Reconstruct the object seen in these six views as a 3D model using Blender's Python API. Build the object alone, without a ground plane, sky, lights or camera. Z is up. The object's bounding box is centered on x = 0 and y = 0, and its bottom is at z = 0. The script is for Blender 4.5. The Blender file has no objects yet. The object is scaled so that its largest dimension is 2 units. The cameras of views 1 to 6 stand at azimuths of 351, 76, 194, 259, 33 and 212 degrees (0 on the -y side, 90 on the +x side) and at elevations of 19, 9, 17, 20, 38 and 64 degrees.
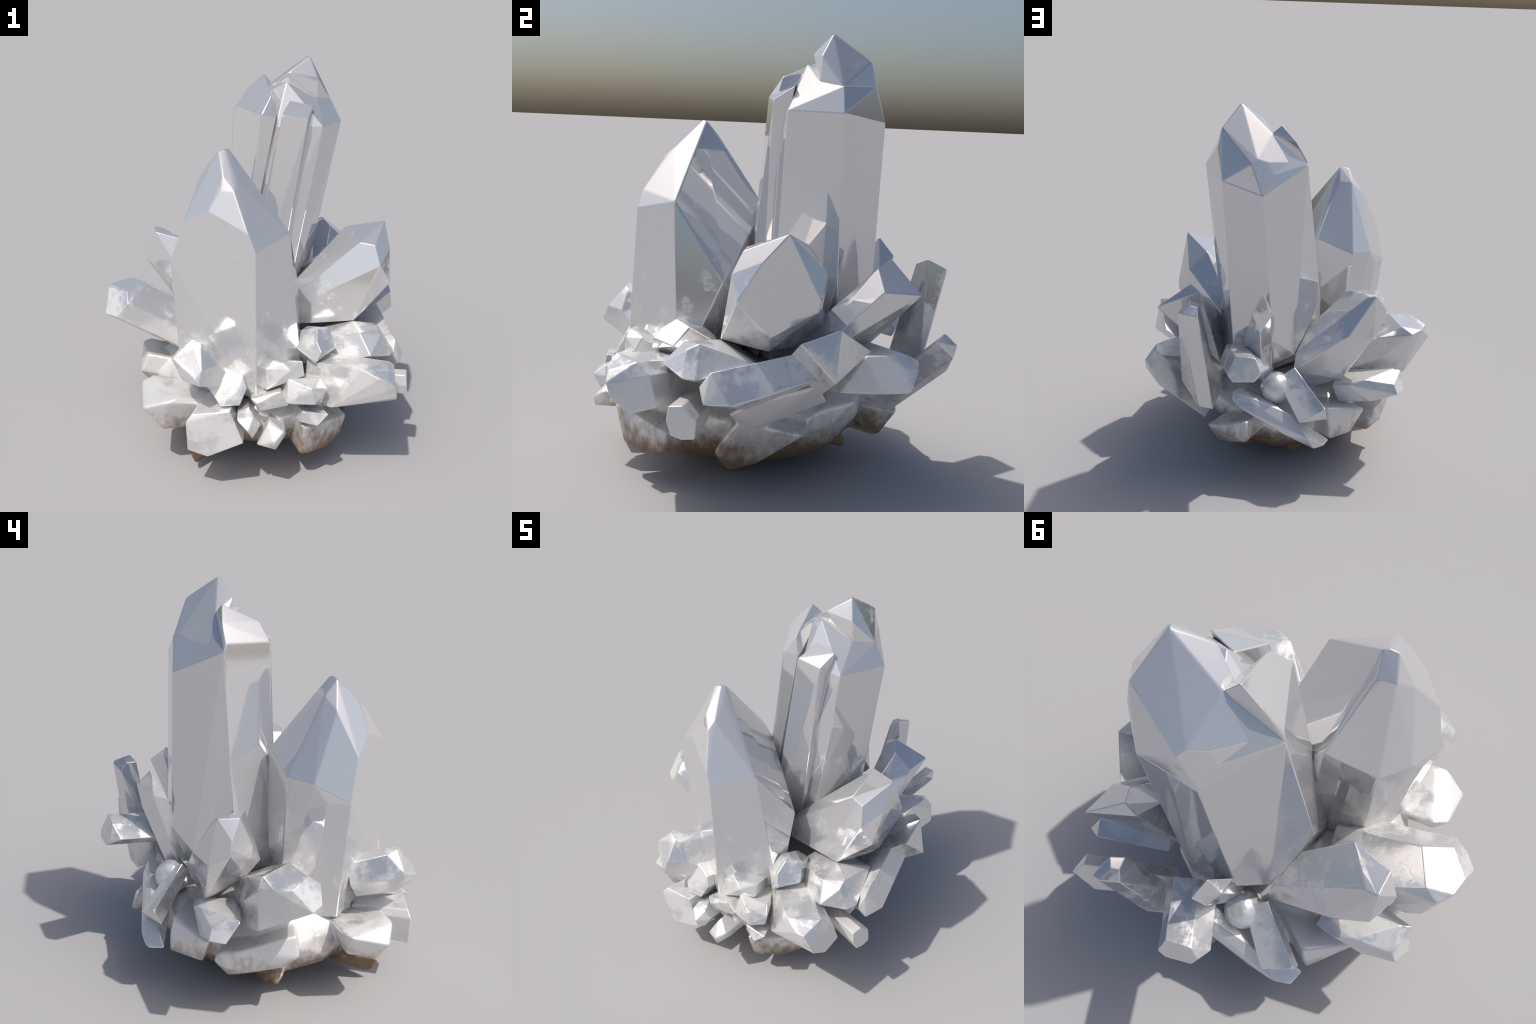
"""A cluster of bright, mirror-faced quartz points growing out of a lumpy seat of
stubby crystals, with a brown host rock showing underneath.

Every crystal is a convex solid described by a few control corners: its tip, its
shoulder (where the termination meets the prism) and its root in the seat.  A
crystal without an explicit root is grown back towards its seat point."""
import bpy, bmesh, math, random
from mathutils import Vector, noise

rng = random.Random(11)

FORMS = {
    'tall_body': dict(
        tip=[(0.160, 0.178, 1.862), (0.148, 0.132, 1.873), (0.093, 0.246, 1.860), (0.318, 0.141, 1.790), (0.412, 0.222, 1.771), (0.346, 0.390, 1.778)],
        shoulder=[(0.327, 0.003, 1.663), (0.474, 0.211, 1.659), (0.294, 0.466, 1.625), (0.075, 0.463, 1.561), (0.037, 0.390, 1.661), (-0.029, 0.297, 1.677), (-0.043, 0.272, 1.713), (0.089, 0.254, 1.855), (0.081, 0.030, 1.655), (-0.111, 0.240, 1.702), (-0.110, 0.377, 0.671), (-0.010, 0.477, 0.775), (-0.204, 0.191, 0.933)],
        root=[(0.307, 0.285, 0.500), (-0.164, -0.035, 0.500), (0.195, 0.482, 0.500), (0.157, 0.010, 0.500), (-0.125, -0.042, 0.500)]),
    'tall_peak': dict(
        tip=[(0.267, 0.222, 1.999), (0.281, 0.204, 1.997)],
        shoulder=[(0.314, 0.147, 1.899), (0.159, 0.154, 1.919), (0.329, 0.372, 1.886), (0.089, 0.254, 1.855), (-0.043, 0.272, 1.713)],
        root=[(0.318, 0.141, 1.790), (0.412, 0.222, 1.771), (0.346, 0.390, 1.778), (0.118, 0.425, 1.745), (0.069, 0.391, 1.725), (0.141, 0.454, 1.723), (0.169, 0.442, 1.696), (0.294, 0.466, 1.625), (0.075, 0.463, 1.561), (0.037, 0.390, 1.661), (-0.029, 0.297, 1.677)]),
    'tall_tower': dict(
        tip=[(0.042, 0.231, 1.901)],
        shoulder=[(0.089, 0.254, 1.855), (0.002, -0.004, 1.726), (-0.097, 0.225, 1.738), (-0.111, 0.240, 1.702), (-0.041, 0.240, 1.821), (0.056, 0.044, 1.818), (0.081, 0.011, 1.710)],
        root=[(-0.164, -0.035, 0.500), (-0.204, 0.191, 0.933), (-0.125, -0.042, 0.500)]),
    'tall_pillar': dict(
        tip=[(0.278, 0.042, 1.766), (0.156, 0.088, 1.786)],
        shoulder=[(0.100, -0.028, 1.725), (0.236, -0.040, 1.706)],
        root=[(-0.081, -0.070, 0.500), (0.094, -0.023, 0.500)]),
    'front_crystal': dict(
        tip=[(-0.211, -0.274, 1.608), (-0.246, -0.280, 1.599), (-0.191, -0.260, 1.604), (-0.210, -0.195, 1.534), (-0.277, -0.214, 1.528)],
        shoulder=[(-0.168, -0.321, 1.543), (-0.168, -0.408, 1.476), (-0.187, -0.450, 1.441), (-0.235, -0.392, 1.496), (-0.248, -0.421, 1.438), (-0.313, -0.224, 1.465), (-0.332, -0.264, 1.468), (-0.304, -0.436, 1.343), (-0.416, -0.361, 1.264), (-0.131, -0.567, 1.269), (-0.099, -0.595, 1.187), (0.090, -0.441, 1.237), (-0.420, -0.152, 1.141), (-0.447, -0.215, 1.054), (-0.474, -0.323, 1.057), (-0.336, -0.041, 1.147), (-0.131, 0.003, 1.234), (-0.090, 0.004, 1.170)],
        root=[(-0.074, -0.630, 0.450), (0.196, -0.430, 0.420), (-0.416, -0.310, 0.420), (-0.380, -0.163, 0.420), (-0.316, -0.041, 0.450), (-0.072, 0.004, 0.542), (0.192, -0.228, 0.881)]),
    'east_crystal': dict(
        tip=[(0.681, -0.058, 1.176), (0.508, 0.077, 1.106), (0.514, -0.195, 1.099), (0.587, -0.226, 1.093)],
        shoulder=[(0.687, -0.163, 1.064), (0.672, -0.264, 0.898), (0.598, 0.132, 1.002), (0.685, 0.083, 0.905), (0.607, -0.275, 1.000), (0.685, 0.076, 0.854), (0.650, -0.112, 0.744), (0.595, -0.106, 0.670), (0.484, -0.288, 0.699)],
        root=[(-0.025, -0.116, 0.600), (0.168, 0.292, 0.600)]),
    'leaf_crystal': dict(
        tip=[(-0.530, 0.319, 1.040), (-0.529, 0.212, 1.038), (-0.355, 0.161, 1.003), (-0.481, 0.318, 1.025)],
        shoulder=[(-0.586, 0.257, 0.945), (-0.582, 0.257, 0.869), (-0.403, 0.415, 0.822), (-0.535, 0.356, 0.812)],
        root=[(-0.115, 0.378, 0.677), (-0.168, 0.238, 0.807), (-0.111, 0.412, 0.581), (-0.180, 0.274, 0.431), (-0.372, 0.349, 0.542), (-0.330, 0.069, 0.722), (-0.360, 0.143, 0.653)]),
    'west_crystal': dict(
        tip=[(-0.661, 0.126, 0.808), (-0.771, 0.091, 0.789), (-0.782, 0.015, 0.796), (-0.688, -0.080, 0.810), (-0.573, -0.014, 0.824)],
        shoulder=[(-0.683, -0.140, 0.764), (-0.745, -0.136, 0.689), (-0.801, -0.081, 0.685), (-0.693, 0.144, 0.545), (-0.726, 0.156, 0.780), (-0.530, 0.170, 0.739), (-0.574, 0.190, 0.642), (-0.634, 0.170, 0.536)]),
    'block_crystal': dict(
        tip=[(0.463, 0.468, 1.041), (0.632, 0.549, 0.911)],
        shoulder=[(0.499, 0.393, 1.005), (0.405, 0.483, 1.005), (0.600, 0.390, 0.918)],
        root=[(0.319, 0.376, 0.550), (0.360, 0.022, 0.600), (0.500, 0.038, 0.550)]),
    'pillar_crystal': dict(
        tip=[(0.397, 0.669, 1.026), (0.429, 0.756, 0.984), (0.372, 0.706, 1.012), (0.395, 0.759, 0.979)],
        shoulder=[(0.353, 0.635, 0.999), (0.344, 0.691, 0.998), (0.330, 0.722, 0.956)],
        root=[(0.341, 0.683, 0.424), (0.271, 0.644, 0.400), (0.449, 0.650, 0.550), (0.266, 0.537, 0.450)]),
    'spur_crystal': dict(
        tip=[(0.623, 0.736, 0.685), (0.581, 0.694, 0.731)],
        shoulder=[(0.608, 0.642, 0.701), (0.546, 0.732, 0.545), (0.626, 0.719, 0.630)]),
    'knuckle_crystal': dict(
        tip=[(0.665, 0.483, 0.663), (0.644, 0.550, 0.627)],
        shoulder=[(0.701, 0.525, 0.603), (0.727, 0.487, 0.511), (0.626, 0.319, 0.648), (0.625, 0.209, 0.489), (0.662, 0.356, 0.486)]),
    'wedge_crystal': dict(
        tip=[(0.784, 0.151, 0.751), (0.807, 0.101, 0.681)],
        shoulder=[(0.671, 0.320, 0.684), (0.774, 0.146, 0.805), (0.765, -0.019, 0.748), (0.825, 0.117, 0.596)]),
    'hex_crystal': dict(
        tip=[(0.103, 0.797, 0.808), (0.004, 0.776, 0.797)],
        shoulder=[(-0.006, 0.749, 0.733), (-0.053, 0.733, 0.731), (-0.027, 0.789, 0.729), (-0.004, 0.811, 0.681), (0.101, 0.838, 0.677), (0.131, 0.835, 0.710)]),
    'blade_crystal': dict(
        tip=[(0.023, 0.578, 1.080)],
        shoulder=[(0.060, 0.649, 0.987), (-0.017, 0.489, 0.916), (-0.021, 0.571, 0.953), (0.024, 0.624, 0.873), (0.128, 0.560, 0.805), (0.081, 0.550, 0.726), (-0.002, 0.560, 0.875), (0.025, 0.540, 0.691)]),
    'prow_crystal': dict(
        tip=[(-0.338, 0.594, 0.477), (-0.250, 0.592, 0.445)],
        shoulder=[(-0.342, 0.556, 0.397), (-0.209, 0.650, 0.401)]),
    'plank_crystal': dict(
        tip=[(-0.339, 0.618, 0.272), (-0.356, 0.545, 0.273)],
        shoulder=[(0.179, 0.585, 0.504), (-0.154, 0.592, 0.414), (-0.293, 0.631, 0.252), (0.152, 0.620, 0.430), (-0.131, 0.643, 0.315), (0.180, 0.600, 0.461), (-0.265, 0.650, 0.314), (-0.174, 0.633, 0.339)]),
    'beak_crystal': dict(
        tip=[(-0.683, 0.223, 0.590), (-0.694, 0.259, 0.548), (-0.639, 0.247, 0.604)],
        shoulder=[(-0.664, 0.354, 0.558), (-0.714, 0.294, 0.501), (-0.690, 0.369, 0.508), (-0.500, 0.383, 0.573), (-0.420, 0.410, 0.543), (-0.550, 0.393, 0.458)]),
    'gem_a': dict(
        tip=[(-0.345, -0.624, 0.757), (-0.389, -0.603, 0.768), (-0.316, -0.614, 0.745), (-0.406, -0.545, 0.749)],
        shoulder=[(-0.371, -0.671, 0.673), (-0.267, -0.648, 0.650), (-0.484, -0.619, 0.680), (-0.346, -0.712, 0.659), (-0.295, -0.463, 0.717), (-0.383, -0.721, 0.620), (-0.219, -0.525, 0.578), (-0.363, -0.735, 0.587), (-0.470, -0.534, 0.644), (-0.436, -0.640, 0.597), (-0.430, -0.600, 0.553), (-0.114, -0.500, 0.447)]),
    'gem_b': dict(
        tip=[(-0.228, -0.596, 0.536), (-0.176, -0.626, 0.572), (-0.225, -0.595, 0.609)],
        shoulder=[(-0.180, -0.663, 0.507), (-0.253, -0.674, 0.443), (-0.316, -0.609, 0.528), (-0.140, -0.630, 0.576), (-0.124, -0.652, 0.524), (-0.161, -0.686, 0.451)]),
    'gem_c': dict(
        tip=[(0.254, -0.444, 0.734)],
        shoulder=[(0.241, -0.512, 0.688), (0.258, -0.547, 0.648), (0.227, -0.549, 0.592), (0.355, -0.469, 0.636), (0.327, -0.393, 0.712), (0.152, -0.451, 0.630), (0.182, -0.376, 0.691), (0.235, -0.310, 0.687)]),
    'gem_d': dict(
        tip=[(0.054, -0.629, 0.641), (0.008, -0.593, 0.644)],
        shoulder=[(0.157, -0.582, 0.624), (0.163, -0.617, 0.561), (0.086, -0.652, 0.609), (-0.033, -0.624, 0.608), (-0.030, -0.648, 0.507)]),
    'gem_e': dict(
        tip=[(0.177, -0.719, 0.547), (0.077, -0.632, 0.556)],
        shoulder=[(0.240, -0.622, 0.549), (0.268, -0.671, 0.517), (0.194, -0.733, 0.464), (0.247, -0.659, 0.430), (0.068, -0.687, 0.449)]),
    'gem_f': dict(
        tip=[(0.032, -0.703, 0.529)],
        shoulder=[(-0.081, -0.708, 0.468), (-0.076, -0.678, 0.495), (0.076, -0.695, 0.445), (-0.065, -0.693, 0.419), (-0.112, -0.675, 0.482)]),
    'gem_g': dict(
        tip=[(-0.171, -0.696, 0.426), (-0.113, -0.671, 0.437)],
        shoulder=[(-0.099, -0.735, 0.420), (-0.133, -0.791, 0.369), (-0.181, -0.742, 0.404), (-0.064, -0.736, 0.376), (-0.104, -0.755, 0.309)]),
    'gem_h': dict(
        tip=[(-0.018, -0.700, 0.377)],
        shoulder=[(-0.027, -0.722, 0.366), (0.050, -0.753, 0.340), (0.001, -0.783, 0.282), (-0.082, -0.742, 0.267), (-0.003, -0.790, 0.301), (0.005, -0.784, 0.259), (0.060, -0.722, 0.323), (0.064, -0.722, 0.302)]),
    'boulder': dict(
        tip=[(0.421, -0.500, 0.267), (0.242, -0.660, 0.315), (0.157, -0.700, 0.319)],
        shoulder=[(0.154, -0.653, 0.142), (0.196, -0.660, 0.152), (0.317, -0.581, 0.140), (0.396, -0.511, 0.167), (0.150, -0.651, 0.256), (0.300, -0.594, 0.261), (0.420, -0.496, 0.256)]),
    'foot_slab': dict(
        tip=[(-0.360, -0.397, 0.157), (-0.400, -0.556, 0.144)],
        shoulder=[(-0.360, -0.548, 0.047), (-0.340, -0.517, 0.033), (-0.300, -0.333, 0.092)]),
    'gem_i': dict(
        tip=[(0.146, -0.697, 0.412)],
        shoulder=[(0.275, -0.710, 0.396), (0.216, -0.731, 0.345), (0.131, -0.678, 0.343)]),
    'gem_j': dict(
        tip=[(-0.391, -0.696, 0.422)],
        shoulder=[(-0.316, -0.745, 0.215), (-0.411, -0.706, 0.234), (-0.421, -0.705, 0.384), (-0.212, -0.723, 0.443), (-0.148, -0.756, 0.286)]),
    'corner_block': dict(
        tip=[(0.579, -0.642, 0.637), (0.418, -0.713, 0.633)],
        shoulder=[(0.541, -0.753, 0.596), (0.619, -0.593, 0.593), (0.609, -0.682, 0.496), (0.579, -0.766, 0.555), (0.496, -0.756, 0.602), (0.290, -0.666, 0.406), (0.622, -0.669, 0.437), (0.643, -0.569, 0.464), (0.595, -0.745, 0.490)]),
    'side_block': dict(
        tip=[(0.483, -0.286, 0.698), (0.627, -0.158, 0.627), (0.477, -0.435, 0.695), (0.587, -0.445, 0.686)],
        shoulder=[(0.641, -0.470, 0.581), (0.514, -0.535, 0.612), (0.588, -0.392, 0.710), (0.672, -0.418, 0.582)]),
    'bar_crystal': dict(
        tip=[(0.695, -0.365, 0.620), (0.684, -0.015, 0.685)],
        shoulder=[(0.674, -0.405, 0.556), (0.717, -0.395, 0.494), (0.759, -0.273, 0.489), (0.744, 0.065, 0.591), (0.770, -0.296, 0.505)]),
    'foot_gem': dict(
        tip=[(0.732, -0.478, 0.501), (0.711, -0.530, 0.494)],
        shoulder=[(0.722, -0.498, 0.476), (0.753, -0.432, 0.455), (0.718, -0.539, 0.439), (0.732, -0.522, 0.380), (0.746, -0.477, 0.365), (0.758, -0.427, 0.369), (0.747, -0.419, 0.444)]),
    'west_ledge': dict(
        tip=[(-0.450, -0.553, 0.437), (-0.500, -0.580, 0.422)],
        shoulder=[(-0.620, -0.335, 0.422), (-0.620, -0.527, 0.369), (-0.520, -0.505, 0.230), (-0.560, -0.329, 0.296), (-0.560, -0.290, 0.430)]),
    'rim_ledge': dict(
        tip=[(-0.520, -0.074, 0.408), (-0.530, 0.299, 0.346), (-0.560, 0.161, 0.390)],
        shoulder=[(-0.580, -0.070, 0.439), (-0.620, -0.079, 0.337), (-0.580, -0.015, 0.262), (-0.580, 0.176, 0.247), (-0.580, 0.272, 0.286), (-0.550, 0.327, 0.311), (-0.600, 0.220, 0.380), (-0.556, 0.300, 0.360), (-0.516, 0.250, 0.200)]),
    'fold_ledge': dict(
        tip=[(-0.330, 0.499, 0.437), (-0.517, 0.343, 0.388)],
        shoulder=[(-0.359, 0.518, 0.260), (-0.447, 0.366, 0.239), (-0.349, 0.519, 0.336)]),
    'shelf_slab': dict(
        tip=[(0.700, 0.085, 0.553), (0.660, -0.184, 0.477)],
        shoulder=[(0.620, -0.270, 0.417), (0.640, 0.147, 0.456), (0.600, -0.145, 0.339), (0.580, -0.219, 0.354)]),
    'rear_rock': dict(
        tip=[(0.319, 0.607, 0.282), (0.077, 0.662, 0.367)],
        shoulder=[(0.259, 0.542, 0.143), (0.067, 0.693, 0.261)]),
    'keel_slab': dict(
        tip=[(0.520, -0.254, 0.303), (0.600, -0.224, 0.374)],
        shoulder=[(0.500, -0.305, 0.199), (0.450, -0.229, 0.090), (0.500, -0.118, 0.135), (0.600, 0.070, 0.296)]),
}

# seat point and taper of the crystals that have no root of their own
SEATS = {
    'west_crystal': ((-0.28, 0.06, 0.50), 1.0), 'spur_crystal': ((0.34, 0.50, 0.34), 0.9),
    'knuckle_crystal': ((0.40, 0.32, 0.56), 1.1), 'wedge_crystal': ((0.50, 0.08, 0.50), 0.9),
    'hex_crystal': ((0.16, 0.54, 0.68), 1.0), 'blade_crystal': ((0.04, 0.46, 0.55), 0.8),
    'prow_crystal': ((-0.09, 0.44, 0.58), 0.75), 'beak_crystal': ((-0.36, 0.28, 0.48), 1.0), 'boulder': ((0.15, -0.25, 0.30), 0.9), 'foot_slab': ((-0.05, -0.25, 0.20), 0.7), 'plank_crystal': ((0.15, 0.52, 0.46), 0.6),
    'gem_a': ((-0.28, -0.42, 0.58), 0.9), 'gem_b': ((-0.17, -0.45, 0.47), 0.9),
    'gem_c': ((0.22, -0.30, 0.58), 0.9), 'gem_d': ((0.05, -0.45, 0.52), 0.9),
    'gem_e': ((0.12, -0.48, 0.45), 0.9), 'gem_f': ((0.0, -0.50, 0.42), 0.9),
    'gem_g': ((-0.10, -0.50, 0.36), 0.9), 'gem_h': ((0.05, -0.50, 0.30), 0.9),
    'gem_i': ((0.15, -0.48, 0.36), 0.9), 'gem_j': ((-0.22, -0.45, 0.34), 0.8),
    'corner_block': ((0.28, -0.42, 0.48), 0.9), 'side_block': ((0.30, -0.22, 0.52), 1.0),
    'bar_crystal': ((0.42, -0.05, 0.42), 0.8), 'foot_gem': ((0.50, -0.38, 0.42), 0.9),
    'west_ledge': ((-0.30, -0.42, 0.34), 0.9), 'rim_ledge': ((-0.25, 0.05, 0.30), 0.8),
    'fold_ledge': ((-0.12, 0.30, 0.34), 0.9), 'keel_slab': ((0.20, 0.05, 0.30), 0.8),
    'shelf_slab': ((0.25, 0.0, 0.40), 0.9), 'rear_rock': ((0.05, 0.3, 0.30), 0.9),
}

cluster = bpy.data.objects.new('crystal_cluster', None)
bpy.context.scene.collection.objects.link(cluster)
cluster['label'] = 'silvery quartz crystal cluster, two tall points over stubby crystals'
cluster['category'] = 'crystal cluster'


def link(name, mesh, parent=None):
    obj = bpy.data.objects.new(name, mesh)
    bpy.context.scene.collection.objects.link(obj)
    obj.parent = parent or cluster
    return obj


# ------------------------------------------------------------------ materials
def crystal_material(name, frost_bias, stain_top=0.10):
    mat = bpy.data.materials.new(name)
    mat.use_nodes = True
    nt = mat.node_tree
    N, Lk = nt.nodes, nt.links
    bsdf = N['Principled BSDF']
    co = N.new('ShaderNodeTexCoord')

    def math_node(op, a, b=None, c=None, clamp=False):
        m = N.new('ShaderNodeMath'); m.operation = op; m.use_clamp = clamp
        for i, v in enumerate((a, b, c)):
            if v is None: continue
            if isinstance(v, (int, float)): m.inputs[i].default_value = v
            else: Lk.new(v, m.inputs[i])
        return m.outputs[0]

    def noise_node(scale, detail, rough=0.6, stretch=None):
        t = N.new('ShaderNodeTexNoise')
        t.inputs['Scale'].default_value = scale
        t.inputs['Detail'].default_value = detail
        t.inputs['Roughness'].default_value = rough
        src = co.outputs['Object']
        if stretch:
            mp = N.new('ShaderNodeMapping'); mp.inputs['Scale'].default_value = stretch
            Lk.new(src, mp.inputs['Vector']); src = mp.outputs[0]
        Lk.new(src, t.inputs['Vector'])
        return t.outputs['Fac']

    def smooth(v, lo, hi):
        m = N.new('ShaderNodeMapRange'); m.interpolation_type = 'SMOOTHSTEP'
        m.inputs['From Min'].default_value = lo; m.inputs['From Max'].default_value = hi
        Lk.new(v, m.inputs['Value'])
        return m.outputs['Result']

    def mix_col(f, a, b):
        m = N.new('ShaderNodeMix'); m.data_type = 'RGBA'
        Lk.new(f, m.inputs['Factor'])
        for i, v in ((6, a), (7, b)):
            if isinstance(v, tuple): m.inputs[i].default_value = (*v, 1)
            else: Lk.new(v, m.inputs[i])
        return m.outputs[2]

    def mix_val(f, a, b):
        m = N.new('ShaderNodeMix')
        Lk.new(f, m.inputs[0])
        for i, v in ((2, a), (3, b)):
            if isinstance(v, (int, float)): m.inputs[i].default_value = v
            else: Lk.new(v, m.inputs[i])
        return m.outputs[0]

    xyz = N.new('ShaderNodeSeparateXYZ'); Lk.new(co.outputs['Object'], xyz.inputs[0])
    z = xyz.outputs['Z']
    low = smooth(z, 1.15, 0.35)                      # dust gathers towards the seat
    n = noise_node(5.5, 9, 0.62)
    n = math_node('MULTIPLY_ADD', noise_node(26, 6, 0.7), 0.35, n)
    n = math_node('MULTIPLY_ADD', low, 0.22, n)
    frost = smooth(n, 0.83 - frost_bias, 0.98 - frost_bias)
    veil = smooth(math_node('MULTIPLY_ADD', noise_node(2.6, 3), 0.5, low), 0.35, 1.1)
    specks = smooth(noise_node(85, 2, 0.5), 0.70, 0.74)
    col = mix_col(frost, (0.70, 0.70, 0.705), (0.78, 0.77, 0.755))
    pits = math_node('MULTIPLY', math_node('MULTIPLY', specks, low), 0.35)
    col = mix_col(pits, col, (0.34, 0.33, 0.32))
    # brown iron stain, only at the foot of the cluster
    stain = math_node('MULTIPLY_ADD', noise_node(7, 8, 0.65), 0.34, math_node('MULTIPLY', z, -1.0))
    stain = math_node('MULTIPLY_ADD', noise_node(34, 5, 0.7, (1, 1, 0.45)), 0.22, stain)
    stain = smooth(stain, 0.24 - stain_top, 0.46 - stain_top)
    brown = mix_col(noise_node(18, 5), (0.13, 0.08, 0.048), (0.30, 0.20, 0.12))
    col = mix_col(stain, col, brown)
    Lk.new(col, bsdf.inputs['Base Color'])
    rough = mix_val(frost, mix_val(veil, 0.05, 0.22), 0.40)
    Lk.new(mix_val(stain, rough, 0.62), bsdf.inputs['Roughness'])
    metal = mix_val(frost, 0.62, 0.45)
    Lk.new(mix_val(stain, metal, 0.08), bsdf.inputs['Metallic'])
    bump = N.new('ShaderNodeBump'); bump.inputs['Strength'].default_value = 0.12
    bump.inputs['Distance'].default_value = 0.01
    h = math_node('MULTIPLY', noise_node(40, 6, 0.65), math_node('ADD', frost, 0.04))
    h = math_node('MULTIPLY_ADD', noise_node(3.0, 1), 0.6, h)
    Lk.new(h, bump.inputs['Height'])
    Lk.new(bump.outputs[0], bsdf.inputs['Normal'])
    return mat


CLEAR = crystal_material('clear_quartz', 0.0)
FROSTY = crystal_material('frosted_quartz', 0.07)
ROCK = crystal_material('iron_stained_rock', 0.12, 0.32)


# ------------------------------------------------------------------- geometry
def convex(bm, points, crease=4.0, bevel=0.004):
    """convex solid over the points, flat facets merged, edges slightly rounded"""
    part = bmesh.new()
    for p in points:
        part.verts.new(p)
    res = bmesh.ops.convex_hull(part, input=part.verts[:])
    junk = {e for k in ('geom_interior', 'geom_unused') for e in res[k] if isinstance(e, bmesh.types.BMVert)}
    bmesh.ops.delete(part, geom=list(junk), context='VERTS')
    bmesh.ops.dissolve_limit(part, angle_limit=math.radians(crease), verts=part.verts[:], edges=part.edges[:])
    bmesh.ops.recalc_face_normals(part, faces=part.faces[:])
    if bevel:
        bmesh.ops.bevel(part, geom=part.edges[:], offset=bevel, segments=2, profile=0.6, affect='EDGES', clamp_overlap=True)
    tmp = bpy.data.meshes.new('tmp'); part.to_mesh(tmp); part.free()
    bm.from_mesh(tmp); bpy.data.meshes.remove(tmp)


def corners(form, name):
    pts = [Vector(p) for k in ('tip', 'shoulder', 'root') for p in form.get(k, ())]
    if name in SEATS:
        seat, taper = Vector(SEATS[name][0]), SEATS[name][1]
        mid = sum(pts, Vector()) / len(pts)
        axis = (seat - mid).normalized()
        for p in list(pts):
            q = p - mid
            q -= axis * q.dot(axis)
            pts.append(seat + q * taper)
    return pts


def crystal(kind, names, mat, bevel=0.004, crease=4.0, parent=None):
    bm = bmesh.new()
    for n in names:
        convex(bm, corners(FORMS[n], n), crease, bevel)
    me = bpy.data.meshes.new(kind)
    bm.to_mesh(me); bm.free()
    me.materials.append(mat)
    me.polygons.foreach_set('use_smooth', [True] * len(me.polygons))
    obj = link(kind, me, parent)
    w = obj.modifiers.new('flat_facets', 'WEIGHTED_NORMAL'); w.mode = 'FACE_AREA'; w.weight = 100
    w.keep_sharp = False
    return obj


crystal('tall_crystal', ['tall_body', 'tall_peak', 'tall_tower', 'tall_pillar'], CLEAR, 0.006, 3)
crystal('tall_crystal', ['front_crystal'], CLEAR, 0.006, 3)
for n in ('east_crystal', 'leaf_crystal', 'west_crystal', 'block_crystal', 'pillar_crystal', 'spur_crystal',
          'knuckle_crystal', 'wedge_crystal', 'hex_crystal', 'blade_crystal', 'prow_crystal', 'plank_crystal',
          'beak_crystal', 'corner_block', 'side_block', 'bar_crystal'):
    crystal('crystal', [n], FROSTY, 0.005, 8)
for n in FORMS:
    if n.startswith('gem_') or n == 'foot_gem':
        crystal('small_crystal', [n], ROCK if n == 'gem_h' else FROSTY, 0.006, 9)
def bead(centre, size):
    bm = bmesh.new()
    bmesh.ops.create_icosphere(bm, subdivisions=4, radius=1)
    for v in bm.verts:
        v.co = Vector(centre) + Vector(c * s for c, s in zip(v.co, size))
    me = bpy.data.meshes.new('rounded_crystal'); bm.to_mesh(me); bm.free()
    me.materials.append(CLEAR)
    me.polygons.foreach_set('use_smooth', [True] * len(me.polygons))
    return link('rounded_crystal', me)


bead((-0.032, 0.475, 0.50), (0.085, 0.09, 0.09))

# ------------------------------------------------------------------ host rock
def host_rock():
    """the brown matrix: a bowl with a different reach to each side, broken into facets"""
    def reach(a):
        c, s = math.cos(a), math.sin(a)
        rx = 0.50 if c > 0 else 0.52
        ry = 0.53 if s > 0 else 0.64
        return 1 / math.sqrt((c / rx) ** 2 + (s / ry) ** 2)
    pts = []
    for z, f in ((0.48, 0.55), (0.42, 0.86), (0.35, 1.0), (0.27, 0.99), (0.17, 0.88), (0.10, 0.74), (0.06, 0.52)):
        for k in range(18):
            a = 2 * math.pi * (k + rng.random() * 0.8) / 18
            r = reach(a) * f * (0.94 + 0.10 * rng.random())
            pts.append((r * math.cos(a), r * math.sin(a), z + 0.03 * (rng.random() - 0.5)))
    bm = bmesh.new()
    convex(bm, pts, 7, 0.008)
    feet = [((0.253, -0.188, 0.0), 0.16), ((-0.371, 0.022, 0.03), 0.15), ((0.168, 0.403, 0.05), 0.15), ((-0.113, 0.343, 0.03), 0.15),
            ((0.259, 0.530, 0.143), 0.16), ((-0.574, 0.019, 0.149), 0.12)]
    for tip, r in feet:
        t = Vector(tip)
        back = Vector((0, -0.05, 0.36)) - t
        lump = [t]
        for f, s in ((0.12, 0.45), (0.4, 0.8), (0.8, 0.9)):
            for k in range(7):
                a = 2 * math.pi * (k + rng.random()) / 7
                lump.append(t + back * f + Vector((math.cos(a), math.sin(a), 0.35 * (rng.random() - 0.3))) * r * s)
        lump = [p for p in lump if p.z >= t.z]
        convex(bm, lump, 6, 0.006)
    for n in ('west_ledge', 'rim_ledge', 'fold_ledge', 'keel_slab', 'shelf_slab', 'rear_rock', 'boulder', 'foot_slab'):
        convex(bm, corners(FORMS[n], n), 4, 0.009)
    for v in bm.verts:
        v.co.z = max(v.co.z, 0.0)
    me = bpy.data.meshes.new('host_rock'); bm.to_mesh(me); bm.free()
    me.materials.append(ROCK)
    obj = link('host_rock', me)
    # slabs and matrix are grown together: fuse them and soften the seams
    m = obj.modifiers.new('fuse', 'REMESH'); m.mode = 'VOXEL'; m.voxel_size = 0.0075; m.use_smooth_shade = True
    m = obj.modifiers.new('soften', 'SMOOTH'); m.factor = 0.5; m.iterations = 3
    return obj


host_rock()
